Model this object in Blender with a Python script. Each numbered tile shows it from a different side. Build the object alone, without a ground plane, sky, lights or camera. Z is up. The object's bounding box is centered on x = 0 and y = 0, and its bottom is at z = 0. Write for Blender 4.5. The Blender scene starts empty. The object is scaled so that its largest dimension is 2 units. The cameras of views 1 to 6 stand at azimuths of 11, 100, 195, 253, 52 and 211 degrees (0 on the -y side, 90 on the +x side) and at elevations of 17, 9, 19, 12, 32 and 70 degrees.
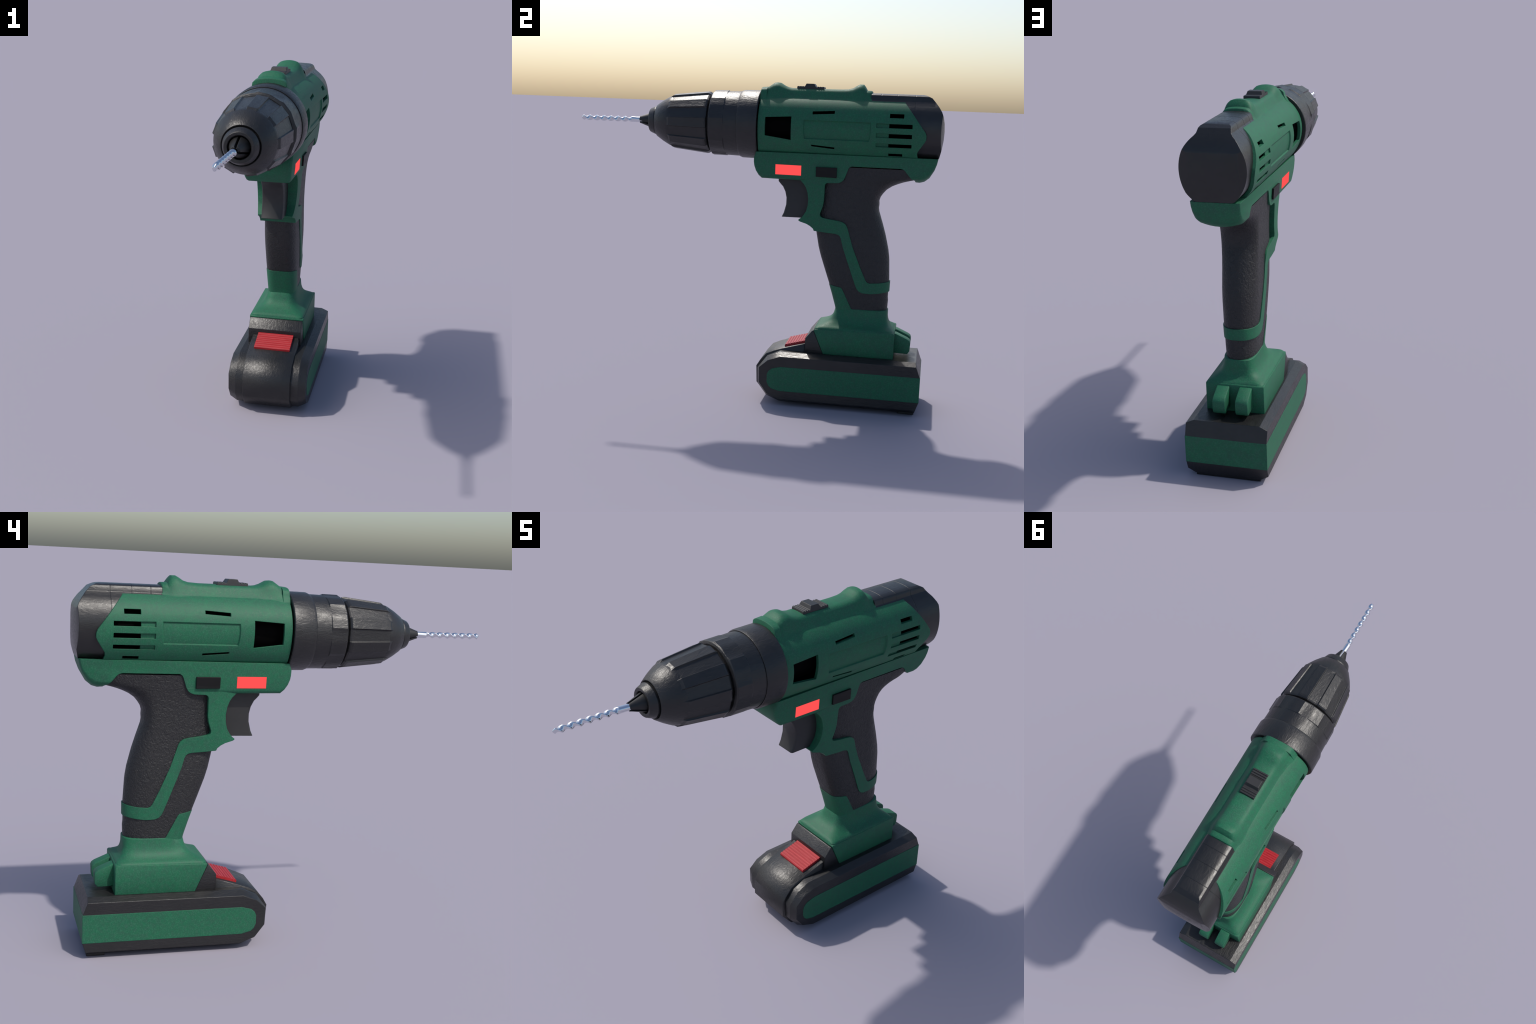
"""Cordless drill driver: green plastic shell, black chuck and cap, rubber grip,
slide-on battery pack.  The drill axis runs along -Y (bit tip at y = -1)."""
import bpy, bmesh, math
import numpy as np
from mathutils import Matrix

PI = math.pi
AXIS_Z = 1.4975          # height of the chuck axis
SHELL_Z = 1.5            # height of the motor housing axis

# ------------------------------------------------------------------ materials
def new_mat(name):
    m = bpy.data.materials.new(name)
    m.use_nodes = True
    nt = m.node_tree
    bsdf = nt.nodes["Principled BSDF"]
    return m, nt, bsdf

def noise(nt, coord, scale, detail=4.0, rough=0.55, dist=0.0):
    n = nt.nodes.new("ShaderNodeTexNoise")
    n.inputs["Scale"].default_value = scale
    n.inputs["Detail"].default_value = detail
    n.inputs["Roughness"].default_value = rough
    n.inputs["Distortion"].default_value = dist
    nt.links.new(coord, n.inputs["Vector"])
    return n.outputs["Fac"]

def ramp(nt, fac, stops):
    r = nt.nodes.new("ShaderNodeValToRGB")
    el = r.color_ramp.elements
    el[0].position, el[0].color = stops[0][0], (*stops[0][1], 1)
    el[1].position, el[1].color = stops[-1][0], (*stops[-1][1], 1)
    for p, c in stops[1:-1]:
        e = el.new(p); e.color = (*c, 1)
    nt.links.new(fac, r.inputs["Fac"])
    return r.outputs["Color"]

def mix(nt, fac, a, b, mode='MIX'):
    m = nt.nodes.new("ShaderNodeMix"); m.data_type = 'RGBA'; m.blend_type = mode
    for sock, v in ((m.inputs[0], fac), (m.inputs[6], a), (m.inputs[7], b)):
        if hasattr(v, "is_linked"):
            nt.links.new(v, sock)
        elif isinstance(v, (tuple, list)):
            sock.default_value = (*v, 1)
        else:
            sock.default_value = v
    return m.outputs[2]

def math_node(nt, op, a, b=None, clamp=False):
    m = nt.nodes.new("ShaderNodeMath"); m.operation = op; m.use_clamp = clamp
    for i, v in enumerate((a, b)):
        if v is None: continue
        if hasattr(v, "is_linked"): nt.links.new(v, m.inputs[i])
        else: m.inputs[i].default_value = v
    return m.outputs[0]

def grain(v, lo, hi):
    """grey stop values"""
    return [(lo, (v[0],) * 3), (hi, (v[1],) * 3)]

def rounded_normal(nt, radius):
    b = nt.nodes.new("ShaderNodeBevel"); b.samples = 6
    b.inputs["Radius"].default_value = radius
    return b.outputs["Normal"]

def bump(nt, height, strength, distance, normal=None):
    b = nt.nodes.new("ShaderNodeBump")
    b.inputs["Strength"].default_value = strength
    b.inputs["Distance"].default_value = distance
    nt.links.new(height, b.inputs["Height"])
    if normal is not None: nt.links.new(normal, b.inputs["Normal"])
    return b.outputs["Normal"]

def obj_coord(nt):
    return nt.nodes.new("ShaderNodeTexCoord").outputs["Object"]

def mapped(nt, co, scale, rot=(0, 0, 0)):
    m = nt.nodes.new("ShaderNodeMapping")
    m.inputs["Scale"].default_value = scale
    m.inputs["Rotation"].default_value = rot
    nt.links.new(co, m.inputs["Vector"])
    return m.outputs["Vector"]

def green_plastic():
    m, nt, b = new_mat("green_plastic")
    co = obj_coord(nt)
    fine = noise(nt, co, 190, 3, 0.65)
    spots = noise(nt, co, 55, 4, 0.65)
    mott = noise(nt, co, 13, 5, 0.6)
    c1 = ramp(nt, mott, [(0.32, (0.0200, 0.090, 0.0550)), (0.50, (0.0150, 0.108, 0.0560)), (0.66, (0.0120, 0.130, 0.0600))])
    c2 = ramp(nt, fine, [(0.32, (0.0075, 0.072, 0.0360)), (0.52, (0.0150, 0.110, 0.0570)), (0.68, (0.0560, 0.160, 0.1050))])
    c3 = ramp(nt, spots, [(0.36, (0.0290, 0.078, 0.0560)), (0.60, (0.0110, 0.130, 0.0600))])
    col = mix(nt, 0.40, mix(nt, 0.5, c1, c3), c2)
    nt.links.new(col, b.inputs["Base Color"])
    rg = ramp(nt, fine, grain((0.48, 0.68), 0.3, 0.7))
    nt.links.new(rg, b.inputs["Roughness"])
    b.inputs["Specular IOR Level"].default_value = 0.27
    n = rounded_normal(nt, 0.004)
    nt.links.new(bump(nt, fine, 0.10, 0.004, n), b.inputs["Normal"])
    return m

def black_plastic(name="black_plastic", base=0.0125, rough=(0.31, 0.46), bump_s=0.28, lines=False):
    m, nt, b = new_mat(name)
    co = obj_coord(nt)
    scr = noise(nt, mapped(nt, co, (1, 0.35, 1), (0.4, 0.2, 0.6)), 75, 5, 0.6, 1.2)
    mott = noise(nt, co, 9, 4, 0.6)
    d = base
    c = ramp(nt, mott, [(0.3, (d * 0.82, d * 0.82, d * 0.84)), (0.7, (d * 1.18, d * 1.17, d * 1.2))])
    nt.links.new(c, b.inputs["Base Color"])
    nt.links.new(ramp(nt, scr, grain(rough, 0.3, 0.7)), b.inputs["Roughness"])
    n = rounded_normal(nt, 0.004)
    h = bump(nt, scr, bump_s, 0.006, n)
    nt.links.new(h, b.inputs["Normal"])
    return m

def rubber():
    m, nt, b = new_mat("grip_rubber")
    co = obj_coord(nt)
    wr = noise(nt, mapped(nt, co, (1, 1, 0.8)), 78, 3, 0.5, 1.2)
    fine = noise(nt, co, 240, 2, 0.5)
    c = ramp(nt, fine, [(0.3, (0.0105, 0.0105, 0.011)), (0.7, (0.019, 0.0187, 0.0198))])
    nt.links.new(c, b.inputs["Base Color"])
    nt.links.new(ramp(nt, wr, grain((0.46, 0.60), 0.3, 0.7)), b.inputs["Roughness"])
    b.inputs["Specular IOR Level"].default_value = 0.45
    n1 = bump(nt, wr, 0.6, 0.009)
    nt.links.new(bump(nt, fine, 0.15, 0.002, n1), b.inputs["Normal"])
    return m

def red_plastic():
    m, nt, b = new_mat("red_plastic")
    co = obj_coord(nt)
    st = noise(nt, mapped(nt, co, (0.15, 1, 1)), 120, 4, 0.6)
    c = ramp(nt, st, [(0.3, (0.29, 0.0085, 0.012)), (0.75, (0.40, 0.026, 0.032))])
    nt.links.new(c, b.inputs["Base Color"])
    b.inputs["Roughness"].default_value = 0.45
    b.inputs["Specular IOR Level"].default_value = 0.35
    nt.links.new(bump(nt, st, 0.12, 0.003, rounded_normal(nt, 0.002)), b.inputs["Normal"])
    return m

def indicator():
    """the two side windows are lit from inside: one even red in sun and shade"""
    m, nt, b = new_mat("lit_red_window")
    b.inputs["Base Color"].default_value = (0.05, 0.002, 0.002, 1)
    b.inputs["Roughness"].default_value = 0.6
    b.inputs["Specular IOR Level"].default_value = 0.0
    b.inputs["Emission Color"].default_value = (1.0, 0.088, 0.088, 1)
    b.inputs["Emission Strength"].default_value = 1.0
    return m

def steel():
    m, nt, b = new_mat("polished_steel")
    b.inputs["Base Color"].default_value = (0.72, 0.74, 0.78, 1)
    b.inputs["Metallic"].default_value = 1.0
    b.inputs["Roughness"].default_value = 0.06
    return m

GREEN = green_plastic()
BLACK = black_plastic()
CAPMAT = black_plastic("cap_plastic", 0.0115, (0.28, 0.42), 0.15)
DARK = black_plastic("dark_plastic", 0.0075, (0.42, 0.55), 0.06)
BUTTON = black_plastic("button_plastic", 0.0065, (0.45, 0.55), 0.04)
BUTTON.node_tree.nodes["Principled BSDF"].inputs["Specular IOR Level"].default_value = 0.22
TRIG = black_plastic("trigger_plastic", 0.0155, (0.46, 0.58), 0.06)
INNER = black_plastic("interior_black", 0.0015, (0.7, 0.8), 0.0)  # near-black base with almost no specular, for the black seen through the openings
INNER.node_tree.nodes["Principled BSDF"].inputs["Specular IOR Level"].default_value = 0.05
RUBBER = rubber()
RED = red_plastic()
LIT = indicator()
STEEL = steel()

# ------------------------------------------------------------------ mesh tools
ROOT = bpy.data.objects.new("cordless_drill", None)
bpy.context.scene.collection.objects.link(ROOT)
ROOT.empty_display_size = 0.2
ROOT["label"] = "green and black cordless drill with twist bit and battery"
ROOT["category"] = "power drill"

def obj_from_bm(name, bm, mat=None, parent=None, angle=32, keep=True):
    bmesh.ops.recalc_face_normals(bm, faces=bm.faces)
    me = bpy.data.meshes.new(name)
    bm.to_mesh(me); bm.free()
    ob = bpy.data.objects.new(name, me)
    bpy.context.scene.collection.objects.link(ob)
    if mat: me.materials.append(mat)
    if keep: finish(ob, angle, parent)
    return ob

def finish(ob, angle=32, parent=None, mat=None):
    me = ob.data
    if mat:
        me.materials.clear(); me.materials.append(mat)
    for p in me.polygons:
        p.use_smooth = True; p.material_index = 0
    me.set_sharp_from_angle(angle=math.radians(angle))
    ob.parent = parent or ROOT
    return ob

def boolean(ob, other, op='DIFFERENCE', drop=True):
    md = ob.modifiers.new("b", 'BOOLEAN')
    md.operation = op; md.object = other; md.solver = 'EXACT'
    apply_mods(ob)
    if drop: bpy.data.objects.remove(other, do_unlink=True)
    return ob

def apply_mods(ob):
    dg = bpy.context.evaluated_depsgraph_get()
    dg.update()
    me = bpy.data.meshes.new_from_object(ob.evaluated_get(dg))
    ob.modifiers.clear()
    old = ob.data; ob.data = me
    bpy.data.meshes.remove(old)

def bevel(ob, width, seg=2, angle=30):
    md = ob.modifiers.new("v", 'BEVEL')
    md.width = width; md.segments = seg; md.limit_method = 'ANGLE'
    md.angle_limit = math.radians(angle)
    apply_mods(ob)
    return ob

def prism(name, poly, lo, hi, axis='x', **kw):
    """polygon swept straight along one axis; poly holds the two other coordinates in order"""
    bm = bmesh.new()
    def pt(a, b, t):
        return {'x': (t, a, b), 'y': (a, t, b), 'z': (a, b, t)}[axis]
    v0 = [bm.verts.new(pt(a, b, lo)) for a, b in poly]
    v1 = [bm.verts.new(pt(a, b, hi)) for a, b in poly]
    n = len(poly)
    bm.faces.new(v0); bm.faces.new(v1[::-1])
    for i in range(n):
        j = (i + 1) % n
        bm.faces.new((v0[i], v1[i], v1[j], v0[j]))
    return obj_from_bm(name, bm, **kw)

def loft(name, rings, close_ends=True, loop=False, **kw):
    """skin over rings of equal point count"""
    bm = bmesh.new()
    R = [[bm.verts.new(p) for p in r] for r in rings]
    n = len(R[0]); m = len(R)
    for k in range(m if loop else m - 1):
        A, B = R[k], R[(k + 1) % m]
        for i in range(n):
            j = (i + 1) % n
            bm.faces.new((A[i], A[j], B[j], B[i]))
    if close_ends and not loop:
        bm.faces.new(R[0][::-1]); bm.faces.new(R[-1])
    return obj_from_bm(name, bm, **kw)

def lathe(name, prof, seg=72, z0=AXIS_Z, loop=False, phase=0.0, **kw):
    """prof: (y, radius) along the drill axis"""
    rings = [[(r * math.sin(2 * PI * i / seg + phase), y, z0 + r * math.cos(2 * PI * i / seg + phase))
              for i in range(seg)] for y, r in prof]
    return loft(name, rings, loop=loop, **kw)

def round_poly(poly, r=0.01, seg=3):
    """fillet every corner of a polygon"""
    out = []; n = len(poly)
    for i in range(n):
        p0, p1, p2 = (np.array(poly[(i + k) % n], float) for k in (-1, 0, 1))
        a, b = p0 - p1, p2 - p1
        la, lb = np.linalg.norm(a), np.linalg.norm(b)
        t = min(r, la * .45, lb * .45)
        s, e = p1 + a / la * t, p1 + b / lb * t
        for k in range(seg + 1):
            u = k / seg
            out.append(tuple((1 - u) ** 2 * s + 2 * u * (1 - u) * p1 + u * u * e))
    return out

def box(name, x0, x1, y0, y1, z0, z1, **kw):
    return prism(name, [(y0, z0), (y1, z0), (y1, z1), (y0, z1)], x0, x1, **kw)

def table(rows):
    a = np.array(rows, float)
    return lambda z, c: float(np.interp(z, a[:, 0], a[:, c]))

def sgnpow(v, p):
    return math.copysign(abs(v) ** p, v)

# ------------------------------------------------------------------ drill bit
def build_bit():
    R = 0.0153; pitch = 0.0815; seg = 40
    rings = []
    y_tip, y_flute, y_end = -1.0, -0.708, -0.62
    def section(y, scale, flute):
        tw = 2 * PI * (y + 0.70) / pitch + 0.6
        ring = []
        for i in range(seg):
            a = 2 * PI * i / seg
            flat = 0.48 / math.sqrt((0.48 * math.cos(a)) ** 2 + math.sin(a) ** 2)   # ellipse 1 : 0.48
            web = min(1.0, flat * 1.02)                                             # lands keep full radius
            r = R * scale * (1 + (web - 1) * flute)
            ring.append((r * math.sin(a + tw), y, AXIS_Z + r * math.cos(a + tw)))
        return ring
    rings.append(section(y_tip, 0.12, 1))
    rings.append(section(y_tip + 0.004, 0.45, 1))
    rings.append(section(y_tip + 0.011, 1.0, 1))
    n = 170
    for k in range(1, n + 1):
        y = y_tip + 0.011 + (y_flute - y_tip - 0.011) * k / n
        f = 1.0 if k < n - 5 else (n - k) / 5
        rings.append(section(y, 1.0, f))
    rings.append(section(y_flute + 0.001, 1.0, 0))
    rings.append(section(y_end, 1.0, 0))
    loft("drill_bit", rings, mat=STEEL, angle=40)
build_bit()

# ------------------------------------------------------------------ chuck
def build_chuck():
    # three jaws: a hollow cone cut by three slits
    jaw0 = 0.0
    for k in range(3):
        bm_r = []
        prof = [(-0.660, 0.0195), (-0.655, 0.0205), (-0.585, 0.0455), (-0.54, 0.0455)]
        half = math.radians(60)
        rings = []
        for y, r in prof:
            gap = 0.0052
            ring = []
            g_o = math.asin(min(1, gap / r)); r_i = 0.0128; g_i = math.asin(gap / r_i)
            for i in range(13):
                a = -half + g_o + (2 * half - 2 * g_o) * i / 12 + jaw0 + PI / 3 + k * 2 * PI / 3
                ring.append((r * math.sin(a), y, AXIS_Z + r * math.cos(a)))
            for i in range(12, -1, -1):
                a = -half + g_i + (2 * half - 2 * g_i) * i / 12 + jaw0 + PI / 3 + k * 2 * PI / 3
                ring.append((r_i * math.sin(a), y, AXIS_Z + r_i * math.cos(a)))
            rings.append(ring)
        loft("chuck_jaw", rings, mat=DARK, angle=30)
    # nose ring with its bore, then the smooth cone
    lathe("chuck_nose", [(-0.54, 0.047), (-0.592, 0.047), (-0.597, 0.050), (-0.598, 0.0625), (-0.594, 0.066),
                         (-0.566, 0.0775), (-0.562, 0.0765), (-0.552, 0.0765), (-0.54, 0.0765)],
          loop=True, mat=BLACK, angle=30)
    lathe("chuck_cone", [(-0.50, 0.070), (-0.548, 0.070), (-0.552, 0.079), (-0.558, 0.0845), (-0.5555, 0.0885),
                         (-0.520, 0.1125), (-0.484, 0.1325), (-0.466, 0.1375), (-0.44, 0.137), (-0.44, 0.07)],
          loop=True, mat=BLACK, angle=30)
    # gripping sleeve: 18 flats, every second one raised
    nf = 9
    def sleeve_ring(y, r_hi, r_lo):
        ring = []
        for k in range(nf):
            a0 = math.radians(40 * k); a1 = math.radians(40 * k + 20); a2 = math.radians(40 * k + 40)
            e = math.radians(1.2)
            c = math.cos(math.radians(10))
            for a, r in ((a0 + e, r_hi), ((a0 + a1) / 2, r_hi * c), (a1 - e, r_hi),
                         (a1, r_lo), ((a1 + a2) / 2, r_lo * c), (a2, r_lo)):
                ring.append((r * math.sin(a), y, AXIS_Z + r * math.cos(a)))
        return ring
    rings = [sleeve_ring(-0.488, 0.1295, 0.1285), sleeve_ring(-0.474, 0.1365, 0.1345), sleeve_ring(-0.462, 0.1455, 0.1385), sleeve_ring(-0.45, 0.1478, 0.1405),
             sleeve_ring(-0.272, 0.1672, 0.1595), sleeve_ring(-0.262, 0.1655, 0.1600), sleeve_ring(-0.254, 0.1605, 0.1575), sleeve_ring(-0.249, 0.153, 0.151)]
    loft("chuck_sleeve", rings, mat=BLACK, angle=12)
    lathe("chuck_core", [(-0.30, 0.145), (-0.20, 0.145)], mat=DARK, angle=30)
    # torque collar with flats, then the smooth gear ring
    def collar_ring(y, r_hi, r_lo, r_round):
        ring = []
        for k in range(18):
            for f in range(4):
                a = math.radians(20 * k + 5 * f + (0.6 if f == 0 else 0))
                flat = (r_hi if k % 2 == 0 else r_lo) * math.cos(math.radians(10)) / math.cos(math.radians(5 * f - 10))
                r = flat if r_round is None else r_round
                ring.append((r * math.sin(a), y, AXIS_Z + r * math.cos(a)))
        return ring
    rings = [collar_ring(-0.243, 0, 0, 0.158), collar_ring(-0.239, 0, 0, 0.1685), collar_ring(-0.236, 0, 0, 0.1705), collar_ring(-0.234, 0.1750, 0.1722, None),
             collar_ring(-0.160, 0.1765, 0.1732, None), collar_ring(-0.1575, 0, 0, 0.1715), collar_ring(-0.085, 0, 0, 0.1735), collar_ring(-0.06, 0, 0, 0.1735)]
    loft("torque_collar", rings, mat=BLACK, angle=14)
    lathe("gear_ring", [(-0.070, 0.166), (-0.083, 0.172), (-0.0855, 0.176), (-0.072, 0.1815), (0.020, 0.1828), (0.024, 0.180), (0.024, 0.12)],
          mat=BLACK, angle=30)
build_chuck()

# ------------------------------------------------------------------ motor housing
def shell_ring(y, s=1.0, add=0.0, seg=96, floor=1.352):
    ring = []
    for i in range(seg):
        a = 2 * PI * i / seg
        x, dz = math.sin(a), math.cos(a)
        rx = 0.1650 * s + add
        rz = (0.166 if dz > 0 else 0.189) * s + add
        ring.append((rx * x, y, max(floor, SHELL_Z + rz * dz)))
    return ring

def shell_tube(name, y0, y1, s=1.0, add=0.0, floor=1.352, n=2):
    return loft(name, [shell_ring(y0 + (y1 - y0) * k / (n - 1), s, add, floor=floor) for k in range(n)], keep=False)

def build_shell():
    ob = shell_tube("motor_housing", 0.030, 0.95)
    # rear outline of the green shell, seen from the side
    cut = [(0.772, 1.72), (0.791, 1.640), (0.822, 1.600), (0.902, 1.494), (0.909, 1.478), (0.909, 1.458),
           (0.900, 1.440), (0.868, 1.392), (0.866, 1.378), (0.876, 1.34), (1.1, 1.30), (1.1, 1.72)]
    boolean(ob, prism("c", cut, -0.3, 0.3, keep=False))
    # the cap strip runs forward through the top of the shell
    boolean(ob, box("c", -0.0795, 0.0795, 0.614, 1.0, 1.61, 1.75, keep=False))
    # hollow
    boolean(ob, shell_tube("c", -0.1, 1.2, 1.0, -0.016, floor=1.362))
    for s in (-1, 1):
        def hole(poly):
            boolean(ob, prism("c", poly, s * 0.02, s * 0.3, keep=False))
        def recess(poly, depth):
            c = prism("c", poly, s * 0.02, s * 0.3, keep=False)
            boolean(c, shell_tube("d", -0.3, 1.3, 1.0, -depth, floor=1.30))
            boolean(ob, c)
        hole([(0.068, 1.446), (0.068, 1.541), (0.207, 1.549), (0.207, 1.427)])
        hole([(0.316, 1.564), (0.316, 1.579), (0.432, 1.586), (0.432, 1.571)])
        hole([(0.315, 1.399), (0.315, 1.407), (0.437, 1.397), (0.437, 1.388)])
        hole([(0.717, 1.561), (0.717, 1.582), (0.790, 1.582), (0.790, 1.561)])
        for z in (1.520, 1.469, 1.419):
            h = 0.0105 if z > 1.43 else 0.0090
            hole([(0.7165, z - h), (0.7165, z + h), (0.8355, z + h), (0.8355, z - h)])
            recess([(0.652, z - h), (0.652, z + h + .001), (0.72, z + h), (0.72, z - h)], 0.0075)
        hole([(0.718, 1.365), (0.718, 1.378), (0.790, 1.378), (0.790, 1.365)])
        def rect(g): return [(0.279 - g, 1.437 - g), (0.279 - g, 1.528 + g), (0.616 + g, 1.528 + g), (0.616 + g, 1.437 - g)]
        c = loft("c", [[(s * 0.120, *p) for p in rect(-0.035)], [(s * 0.146, *p) for p in rect(-0.004)], [(s * 0.1535, *p) for p in rect(0.0)], [(s * 0.170, *p) for p in rect(0.012)]], keep=False)
        boolean(c, shell_tube("d", -0.3, 1.3, 1.0, -0.007, floor=1.30))
        boolean(ob, c)
    finish(ob, 28, mat=GREEN)
    # near-black core and block behind the openings
    lathe("motor", [(0.02, 0.115), (0.40, 0.115), (0.42, 0.100), (0.93, 0.100)], z0=SHELL_Z, mat=INNER)
    box("inner_black_block", -0.045, 0.045, 0.10, 0.88, 1.3585, 1.45, mat=INNER)  # solid dark filler hiding daylight through the bottom vents
build_shell()

def build_ridge():
    """raised spine on top of the shell: front lip, bump, switch flat, bump, rear lip"""
    # y, top z, half width of the top, base half width, flare of the skirt
    st = [(0.0245, 1.688, 0.070, 0.090, 0.100), (0.0270, 1.6985, 0.073, 0.091, 0.100), (0.0590, 1.7015, 0.073, 0.091, 0.104), (0.0600, 1.7015, 0.060, 0.088, 0.108),
          (0.076, 1.7135, 0.058, 0.086, 0.113), (0.090, 1.7235, 0.057, 0.084, 0.113), (0.104, 1.7255, 0.0565, 0.083, 0.110), (0.122, 1.7235, 0.056, 0.082, 0.106),
          (0.145, 1.7095, 0.055, 0.082, 0.101), (0.165, 1.7015, 0.054, 0.081, 0.099), (0.185, 1.6985, 0.054, 0.080, 0.098), (0.33, 1.6985, 0.054, 0.080, 0.098),
          (0.44, 1.6990, 0.054, 0.080, 0.099), (0.485, 1.7015, 0.054, 0.081, 0.100), (0.510, 1.7085, 0.054, 0.082, 0.104), (0.530, 1.7215, 0.054, 0.083, 0.110),
          (0.544, 1.7290, 0.053, 0.083, 0.114), (0.565, 1.7290, 0.052, 0.083, 0.114), (0.574, 1.7190, 0.053, 0.082, 0.112), (0.5835, 1.7025, 0.056, 0.081, 0.108), (0.585, 1.6985, 0.058, 0.081, 0.1),
          (0.608, 1.6975, 0.058, 0.080, 0.092), (0.6125, 1.6945, 0.056, 0.080, 0.088), (0.6165, 1.682, 0.056, 0.080, 0.086)]
    rings = []
    for y, zt, wt, wb, wf in st:
        fz = SHELL_Z + 0.166 * math.sqrt(max(0, 1 - (wf / 0.1605) ** 2)) - 0.001
        k = 1.8 + 95 * max(0.0, zt - 1.702)               # the two bumps are more strongly crowned
        cr = lambda x: k * x * x
        w9 = wt + 0.15 * 1e-3 * k
        half = [(0.0, zt), (wt * 0.30, zt - cr(wt * 0.30)), (wt * 0.58, zt - cr(wt * 0.58)), (wt * 0.82, zt - cr(wt * 0.82) - 0.0005), (w9 * 0.97, zt - cr(wt) - 0.0040), (wt + 0.006, zt - cr(wt) - 0.0120),
                (wt + 0.45 * (wb - wt), zt - cr(wt) - 0.026), (wb - 0.003, 1.652), (wb + 0.002, 1.6435), (0.5 * (wb + wf) + 0.002, 0.55 * 1.640 + 0.45 * fz), (wf, fz),
                (wf - 0.004, fz - 0.012)]
        ring = [(x, y, z) for x, z in half] + [(-x, y, z) for x, z in half[:0:-1]]
        rings.append(ring)
    loft("top_ridge", rings, mat=GREEN, angle=38)
    # sliding speed switch: ribbed plate with a hump
    prof = [(0.214, 1.694)]
    y = 0.214
    prof.append((y, 1.7035))
    for k in range(3):
        prof += [(y + 0.002, 1.7085), (y + 0.009, 1.7095), (y + 0.0105, 1.7055), (y + 0.0125, 1.7055)]
        y += 0.0125
    prof += [(0.2545, 1.7075), (0.2625, 1.7235), (0.3035, 1.7235), (0.3135, 1.7075)]
    y = 0.358
    tail = [(y, 1.694), (y, 1.7035)]
    for k in range(3):
        tail += [(y - 0.002, 1.7085), (y - 0.009, 1.7095), (y - 0.0105, 1.7055), (y - 0.0125, 1.7055)]
        y -= 0.0125
    sw = prism("speed_switch", prof + tail[::-1], -0.040, 0.040, keep=False)
    for v in sw.data.vertices:
        if v.co.z > 1.715: v.co.x *= 0.86
    finish(sw, 25, mat=TRIG)
build_ridge()

def build_cap():
    # cross-section (x, z): rounded drum with a raised strip on top
    half = []
    s = 0.932
    for k in range(25):
        a = math.radians(35 + (149 - 35) * k / 24)
        dz = math.cos(a)
        half.append((0.1610 * s * math.sin(a), max(1.3605, SHELL_Z + (0.1825 if dz > 0 else 0.181) * s * dz)))
    half = [(0.0, 1.6855), (0.022, 1.6852), (0.042, 1.6835), (0.058, 1.6805), (0.0675, 1.6755), (0.0725, 1.6680), (0.0770, 1.6500)] + half
    half = [p for i, p in enumerate(half)]
    poly = half + [(-x, z) for x, z in half[::-1] if x > 0]
    ob = prism("end_cap", poly, 0.612, 1.05, 'y', keep=False)
    side = [(0.60, 1.30), (0.60, 1.75), (0.80, 1.70), (0.872, 1.6870), (0.900, 1.6815), (0.927, 1.6690), (0.946, 1.6475), (0.965, 1.6240), (0.980, 1.6000), (0.990, 1.5750), (0.997, 1.5400), (0.9995, 1.50),
            (0.997, 1.455), (0.990, 1.410), (0.978, 1.355), (0.97, 1.30)]
    boolean(ob, prism("c", side, -0.3, 0.3, keep=False), 'INTERSECT')
    plan = [(-0.3, 0.5)] + [(0.30 * (k / 20 - 0.5), 1.0 - 0.85 * (0.30 * (k / 20 - 0.5)) ** 2) for k in range(21)] + [(0.3, 0.5)]
    boolean(ob, prism("c", plan, 1.2, 1.8, 'z', keep=False), 'INTERSECT')
    # hollow ahead of the drum, so that the vents look into the dark
    boolean(ob, prism("c", [(0.5, 1.630), (0.768, 1.630), (0.794, 1.600), (0.843, 1.537), (0.847, 1.20), (0.5, 1.20)], -0.3, 0.3, keep=False))
    # fine parting grooves across the strip and round the drum
    for y in (0.664, 0.748, 0.842):
        ring = prism("c", [(x * 1.2, 1.5 + (z - 1.5) * 1.2) for x, z in poly], y - 0.0011, y + 0.0011, 'y', keep=False)
        inner = prism("d", [(x * 0.9945, 1.5 + (z - 1.5) * 0.9945) for x, z in poly], y - 0.02, y + 0.02, 'y', keep=False)
        boolean(ring, inner)
        boolean(ob, ring)
    finish(ob, 21, mat=CAPMAT)
build_cap()

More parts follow.
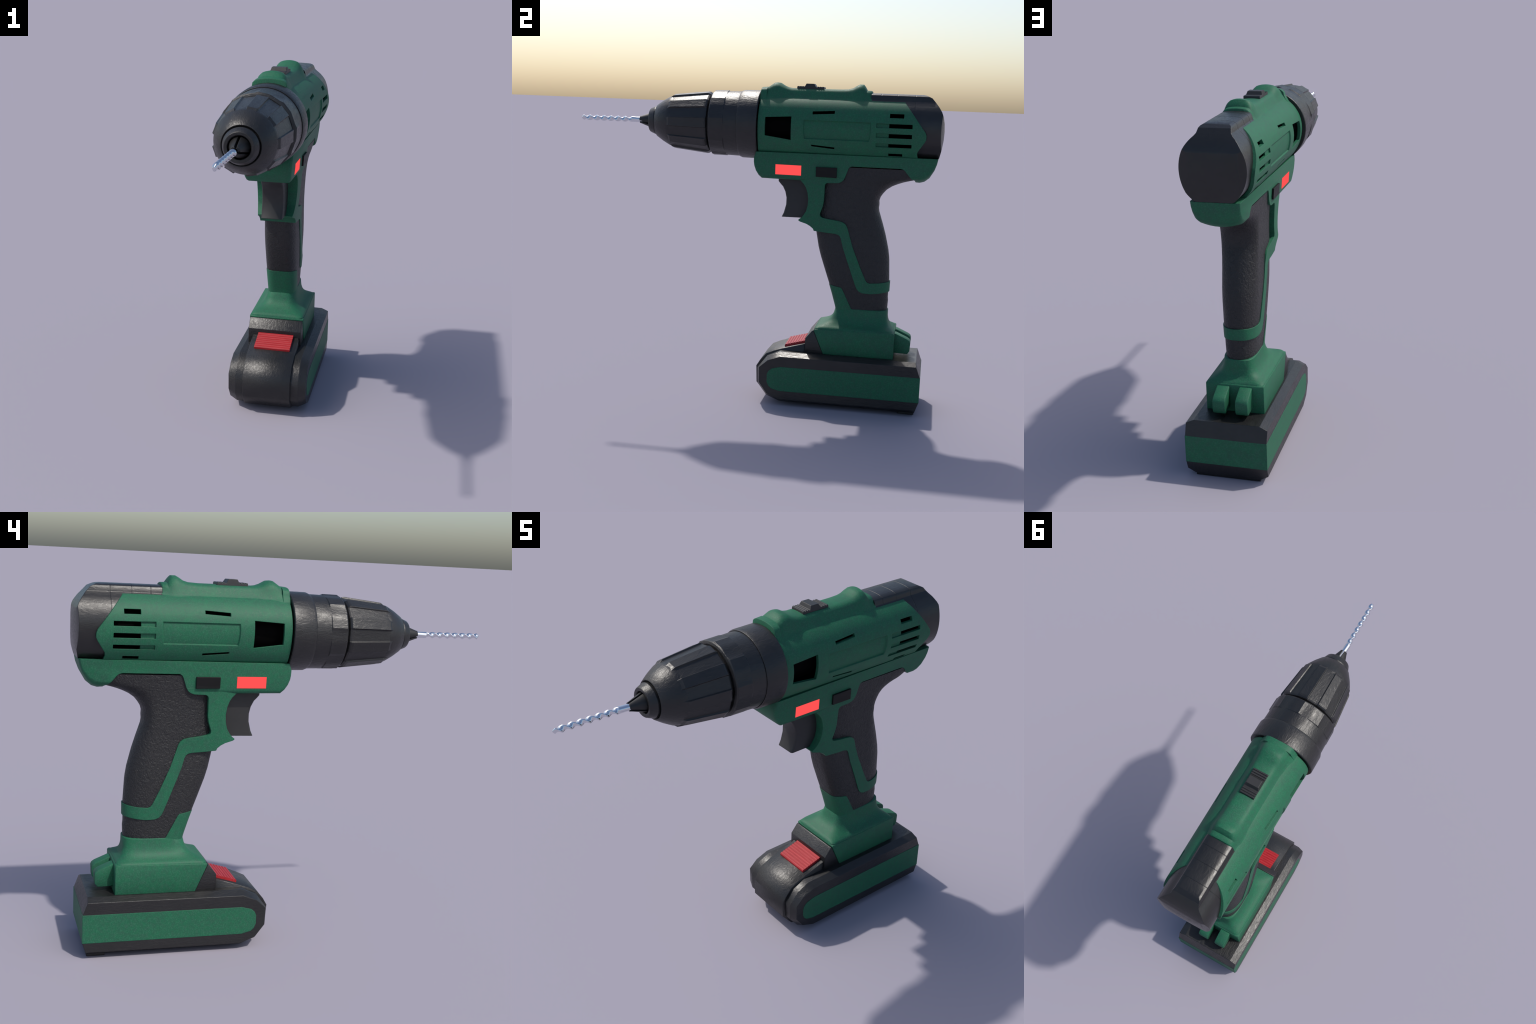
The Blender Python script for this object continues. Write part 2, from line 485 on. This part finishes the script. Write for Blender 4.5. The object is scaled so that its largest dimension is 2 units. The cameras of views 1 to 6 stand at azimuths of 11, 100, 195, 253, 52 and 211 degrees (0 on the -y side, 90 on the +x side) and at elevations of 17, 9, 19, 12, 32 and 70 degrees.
# ------------------------------------------------------------------ lower housing
RUB = table([  # z, front y, rear y, half width, front exponent, rear exponent
    (0.48, 0.487, 0.756, 0.0720, 4.2, 2.5),
    (0.535, 0.476, 0.757, 0.0740, 4.2, 2.5),
    (0.60, 0.456, 0.760, 0.0780, 4.2, 2.4),
    (0.645, 0.441, 0.761, 0.0805, 4.2, 2.4),
    (0.70, 0.421, 0.762, 0.0830, 4.2, 2.3),
    (0.81, 0.382, 0.756, 0.0865, 4.2, 2.3),
    (0.86, 0.368, 0.748, 0.0870, 4.2, 2.3),
    (0.94, 0.352, 0.728, 0.0860, 4.2, 2.3),
    (1.00, 0.346, 0.709, 0.0860, 4.2, 2.3),
    (1.067, 0.345, 0.686, 0.0880, 4.0, 2.3),
    (1.124, 0.345, 0.682, 0.0905, 4.0, 2.3),
    (1.155, 0.345, 0.694, 0.0925, 4.0, 2.3),
    (1.181, 0.345, 0.716, 0.0945, 4.0, 2.3),
    (1.200, 0.345, 0.744, 0.0965, 4.0, 2.3),
    (1.213, 0.345, 0.772, 0.0980, 4.0, 2.4),
    (1.224, 0.345, 0.802, 0.0995, 4.0, 2.6),
    (1.233, 0.345, 0.834, 0.1005, 4.0, 2.8),
    (1.240, 0.345, 0.862, 0.1015, 4.0, 3.2),
    (1.262, 0.345, 0.872, 0.1035, 4.0, 5.0),
    (1.30, 0.345, 0.872, 0.1080, 4.0, 8.0)])

def grip_ring(z, add=0.0, front=None, front_exp=None, width=None, seg=72):
    yf, yr, w = RUB(z, 1) - add - 0.003, RUB(z, 2) + add - (0.006 if 0.58 < z < 1.1 else 0.003 if z < 1.15 else 0.0), RUB(z, 3) + add + 0.002
    nf, nr = RUB(z, 4), RUB(z, 5)
    if front is not None: yf = front
    if front_exp is not None: nf = front_exp
    if width is not None: w = width
    ym = 0.62 if yr < 0.80 else 0.62
    ring = []
    for i in range(seg):
        a = 2 * PI * i / seg
        c, s = math.cos(a), math.sin(a)
        n = nr if c > 0 else nf
        ry = (yr - ym) if c > 0 else (ym - yf)
        ring.append((w * sgnpow(s, 2 / n), ym + ry * sgnpow(c, 2 / n), z))
    return ring

Z_GRIP = sorted(set([0.48 + 0.02 * k for k in range(42)] + [1.18 + 0.005 * k for k in range(25)]))
loft("rubber_grip", [grip_ring(z) for z in Z_GRIP if z < 1.296], mat=RUBBER, angle=50)

def build_lower():
    outer = [(0.016, 1.3575), (0.005, 1.325), (0.005, 1.300), (0.008, 1.280), (0.017, 1.255), (0.032, 1.232), (0.050, 1.2165),
             (0.30, 1.2130), (0.60, 1.2100), (0.84, 1.2290), (0.886, 1.2260), (0.911, 1.2330), (0.936, 1.2530), (0.960, 1.2940), (0.971, 1.3280), (0.977, 1.3595)]
    # round the long edges by lofting the outline inwards near both sides
    cy, cz = 0.49, 1.3595
    def inset(p, d):
        y, z = p
        fy = 1 - 0.45 * d / 0.47
        return (cy + (y - cy) * fy, min(1.3595, cz + (z - cz) * (1 - d / 0.145)) if z < 1.357 else z)
    rings = []
    for x, d in ((-0.1145, 0.020), (-0.1125, 0.011), (-0.107, 0.004), (-0.096, 0.0), (-0.075, 0.0), (-0.05, 0.0), (-0.025, 0.0), (0.0, 0.0), (0.025, 0.0), (0.05, 0.0), (0.075, 0.0), (0.096, 0.0), (0.107, 0.004), (0.1125, 0.011), (0.1145, 0.020)):
        rings.append([(x, *inset(p, d)) for p in outer])
    ob = loft("lower_housing", rings, keep=False)
    # denser top so the taper stays straight
    for v in ob.data.vertices:
        if v.co.y > 0.80 and v.co.z < 1.34:          # barrel-shaped underside at the back
            v.co.z += 1.7 * v.co.x ** 2 * min(1.0, (v.co.y - 0.80) / 0.04) * (1.34 - v.co.z) / 0.105
        v.co.x *= (1.055 - 0.10 * max(0.0, (1.345 - v.co.z) / 0.13)) * (1.0 - 0.075 * max(0.0, (v.co.y - 0.70) / 0.27) ** 1.5)
    lit = ob.copy(); lit.data = ob.data.copy()
    bpy.context.scene.collection.objects.link(lit)
    # rubber shows through this notch on both sides
    notch = [(0.30, 1.10), (0.44, 1.2095), (0.463, 1.2105), (0.480, 1.217), (0.490, 1.226), (0.497, 1.238), (0.513, 1.285), (0.519, 1.295), (0.530, 1.3005),
             (0.785, 1.3005), (0.800, 1.297), (0.810, 1.289), (0.833, 1.262), (0.845, 1.249), (0.862, 1.240), (0.90, 1.10)]
    c = prism("c", notch, -0.3, 0.3, keep=False)
    boolean(ob, c)
    finish(ob, 34, mat=GREEN)
    for s in (-1, 1):
        def plate(name, poly, scale, mat, ang=30):
            p = lit.copy(); p.data = lit.data.copy(); p.name = name
            bpy.context.scene.collection.objects.link(p)
            for v in p.data.vertices: v.co.x *= scale
            boolean(p, prism("c", poly, s * 0.085, s * 0.3, keep=False), 'INTERSECT')
            finish(p, ang, mat=mat)
        plate("indicator_light", [(0.126, 1.241), (0.126, 1.294), (0.264, 1.293), (0.264, 1.240)], 1.012, LIT)
        plate("direction_button", [(0.344, 1.239), (0.344, 1.290), (0.454, 1.290), (0.454, 1.237)], 1.085, BUTTON)
    bpy.data.objects.remove(lit, do_unlink=True)
build_lower()

def build_trigger():
    poly = [(0.134, 1.225), (0.135, 1.200), (0.147, 1.186), (0.160, 1.173), (0.174, 1.145), (0.1815, 1.113), (0.181, 1.076), (0.170, 1.032), (0.159, 1.0085),
            (0.34, 1.0095), (0.34, 1.225)]
    rings = []
    for x, d in ((-0.053, 0.012), (-0.0525, 0.008), (-0.050, 0.003), (-0.045, 0.0), (0.045, 0.0), (0.050, 0.003), (0.0525, 0.008), (0.053, 0.012)):
        rings.append([(x, y + (d if y < 0.3 else 0), z) for y, z in poly])
    loft("trigger", rings, mat=TRIG, angle=35)
build_trigger()

def build_frame():
    """green web behind the trigger, running down the grip as a strap round its back"""
    outline = [(0.235, 1.240), (0.263, 1.2125), (0.279, 1.197), (0.292, 1.178), (0.302, 1.150), (0.307, 1.116), (0.305, 1.082), (0.297, 1.050), (0.284, 1.028), (0.270, 1.012),
               (0.257, 1.002), (0.257, 0.997), (0.266, 0.992), (0.301, 0.982), (0.322, 0.971), (0.338, 0.958), (0.343, 0.9465),
               (0.400, 0.941), (0.457, 0.937), (0.474, 0.933), (0.484, 0.926), (0.491, 0.912), (0.503, 0.866),
               (0.552, 0.736), (0.580, 0.662), (0.589, 0.643), (0.602, 0.630), (0.620, 0.623), (0.660, 0.621), (0.700, 0.624), (0.82, 0.640),
               (0.82, 0.694), (0.70, 0.681), (0.655, 0.679), (0.643, 0.683), (0.634, 0.693), (0.600, 0.765), (0.554, 0.874), (0.521, 0.978), (0.512, 0.991), (0.498, 1.001), (0.476, 1.007),
               (0.420, 1.014), (0.386, 1.020), (0.375, 1.027), (0.372, 1.040), (0.386, 1.080), (0.391, 1.110), (0.393, 1.195), (0.397, 1.203), (0.407, 1.2075), (0.440, 1.2085), (0.462, 1.2098), (0.474, 1.2138), (0.480, 1.2170), (0.488, 1.2240), (0.493, 1.2310), (0.496, 1.2390)]
    W = table([(0.5, 0.0), (0.60, 0.0835), (0.70, 0.0890), (0.82, 0.0920), (0.94, 0.0915), (1.0, 0.0965), (1.1, 0.1030), (1.2, 0.1095), (1.25, 0.1115)])
    zs = [0.58 + 0.02 * k for k in range(34)]
    rings = []
    for z in zs:
        wide = z > 0.86
        rings.append(grip_ring(z, 0.006, front=0.20 if wide else 0.42, front_exp=5.5 if wide else 5, width=W(z, 1)))
    ob = loft("handle_frame", rings, keep=False)
    boolean(ob, prism("c", outline, -0.3, 0.3, keep=False), 'INTERSECT')
    finish(ob, 30, mat=GREEN)
build_frame()

# ------------------------------------------------------------------ foot of the handle
def build_foot():
    def rect_ring(z, y0, y1, w, n, seg=64):
        ym = (y0 + y1) / 2
        return [(w * sgnpow(math.sin(2 * PI * i / seg), 2 / n), ym + (y1 - y0) / 2 * sgnpow(math.cos(2 * PI * i / seg), 2 / n), z) for i in range(seg)]
    # neck above the block
    neck_poly = [(0.38, 0.656), (0.454, 0.653), (0.503, 0.6455), (0.510, 0.638), (0.562, 0.535), (0.570, 0.5285), (0.70, 0.527), (0.80, 0.533), (0.80, 0.40), (0.38, 0.40)]
    neck = loft("handle_neck", [grip_ring(z, 0.0022) for z in [0.49 + 0.01 * k for k in range(19)]], keep=False)
    boolean(neck, prism("c", neck_poly, -0.3, 0.3, keep=False), 'INTERSECT')
    finish(neck, 30, mat=GREEN)
    # flared roof from the block up to the neck
    st = [(0.400, 0.374, 0.802, 0.1415, 16), (0.424, 0.376, 0.800, 0.1395, 16), (0.431, 0.381, 0.794, 0.135, 12), (0.437, 0.394, 0.787, 0.123, 9), (0.446, 0.416, 0.774, 0.109, 7),
          (0.458, 0.438, 0.767, 0.097, 5), (0.474, 0.455, 0.762, 0.088, 4.4), (0.495, 0.466, 0.759, 0.082, 4), (0.5285, 0.4745, 0.7590, 0.0785, 3.6), (0.531, 0.4765, 0.757, 0.0755, 3.6)]
    loft("neck_flare", [rect_ring(*s) for s in st], mat=GREEN, angle=40)
    # block
    side = [(0.4300, 0.2815), (0.3730, 0.4130), (0.3765, 0.4200), (0.8000, 0.4260), (0.8045, 0.4200), (0.8045, 0.2815)]
    block = prism("battery_mount", side, -0.1425, 0.1425, keep=False)
    bevel(block, 0.005, 2, 40)
    finish(block, 35, mat=GREEN)
    trim = prism("mount_trim", [(0.4295, 0.2830), (0.3725, 0.4115), (0.3665, 0.4120), (0.3285, 0.3640), (0.3285, 0.2830)], -0.1385, 0.1385, keep=False)
    bevel(trim, 0.006, 2, 40)
    finish(trim, 35, mat=BLACK)
    fin_poly = [(0.795, 0.310), (0.795, 0.4165), (0.812, 0.4155), (0.873, 0.3890), (0.886, 0.3800), (0.891, 0.3680), (0.889, 0.3250), (0.878, 0.3080)]
    for s in (1, -1):
        fin = prism("mount_fin", fin_poly, s * 0.055 - 0.0305, s * 0.055 + 0.0305, keep=False)
        bevel(fin, 0.004, 2, 40)
        finish(fin, 35, mat=GREEN)
build_foot()

# the drill sits a touch left of the battery's middle plane
DRILL_SHIFT = -0.008
for _ob in list(ROOT.children):
    _ob.data.transform(Matrix.Translation((DRILL_SHIFT, 0, 0)))

# ------------------------------------------------------------------ battery pack
def build_battery():
    mid = [(0.205, 0.012), (0.132, 0.040), (0.082, 0.104), (0.079, 0.191), (0.128, 0.256), (0.198, 0.287), (0.929, 0.287), (0.9545, 0.213), (0.9545, 0.077), (0.935, 0.012)]
    rim = [(0.209, 0.032), (0.139, 0.060), (0.0955, 0.119), (0.093, 0.202), (0.138, 0.243), (0.205, 0.268), (0.932, 0.270), (0.9535, 0.213), (0.9535, 0.077), (0.938, 0.034)]
    rings = [[(x, *p) for p in o] for x, o in ((-0.1975, rim), (-0.160, mid), (0.160, mid), (0.1975, rim))]
    pack = loft("battery_pack", rings, keep=False)
    finish(pack, 30, mat=BLACK)
    sharp = pack.data.attributes.get("sharp_edge") or pack.data.attributes.new("sharp_edge", 'BOOLEAN', 'EDGE')
    for e in pack.data.edges:                       # the nose is smooth round its arc, crisp along its rims
        a, b = (pack.data.vertices[i].co for i in e.vertices)
        arc = abs(a.x - b.x) > 1e-4
        sharp.data[e.index].value = not (arc and a.y < 0.3 and b.y < 0.3)
    side = [(0.1375, 0.126), (0.1375, 0.168), (0.147, 0.187), (0.163, 0.2005), (0.210, 0.2125), (0.9552, 0.2135), (0.9552, 0.0780), (0.207, 0.0785), (0.163, 0.0900), (0.147, 0.104)]
    band = prism("colour_band", side, -0.1985, 0.1985, keep=False)
    boolean(band, box("c", -0.190, 0.190, 0.0, 0.945, 0.0, 0.5, keep=False))
    finish(band, 30, pack, mat=GREEN)
    shell = [(0.27, 0.006), (0.20, 0.006), (0.125, 0.032), (0.069, 0.098), (0.0645, 0.189), (0.084, 0.222), (0.116, 0.261), (0.160, 0.281), (0.222, 0.3015), (0.330, 0.333), (0.330, 0.20), (0.27, 0.10)]
    latch = prism("latch_cover", shell, -0.1215, 0.1215, keep=False)
    bevel(latch, 0.002, 1, 40)
    finish(latch, 45, pack, mat=BLACK)
    # ribbed release button lying on the ramp
    prof = [(0.217, 0.286), (0.2135, 0.3090)]
    n = 8
    p0 = np.array([0.2145, 0.3110]); p1 = np.array([0.3320, 0.3440])
    d = (p1 - p0) / n; nrm = np.array([-d[1], d[0]]) / np.linalg.norm(d)
    for k in range(n):
        a = p0 + d * k
        for u, h in ((0.05, 0.0), (0.30, 0.0028), (0.75, 0.0028), (0.95, 0.0)):
            prof.append(tuple(a + d * u + nrm * h))
    prof += [(0.332, 0.344), (0.332, 0.300)]
    finish(prism("release_button", prof, -0.0925, 0.0925, keep=False), 25, pack, mat=RED)
    foot = [(0.848, 0.0), (0.848, 0.02), (0.934, 0.02), (0.931, 0.0)]
    finish(prism("pack_foot", foot, -0.157, 0.157, keep=False), 30, pack, mat=DARK)
build_battery()
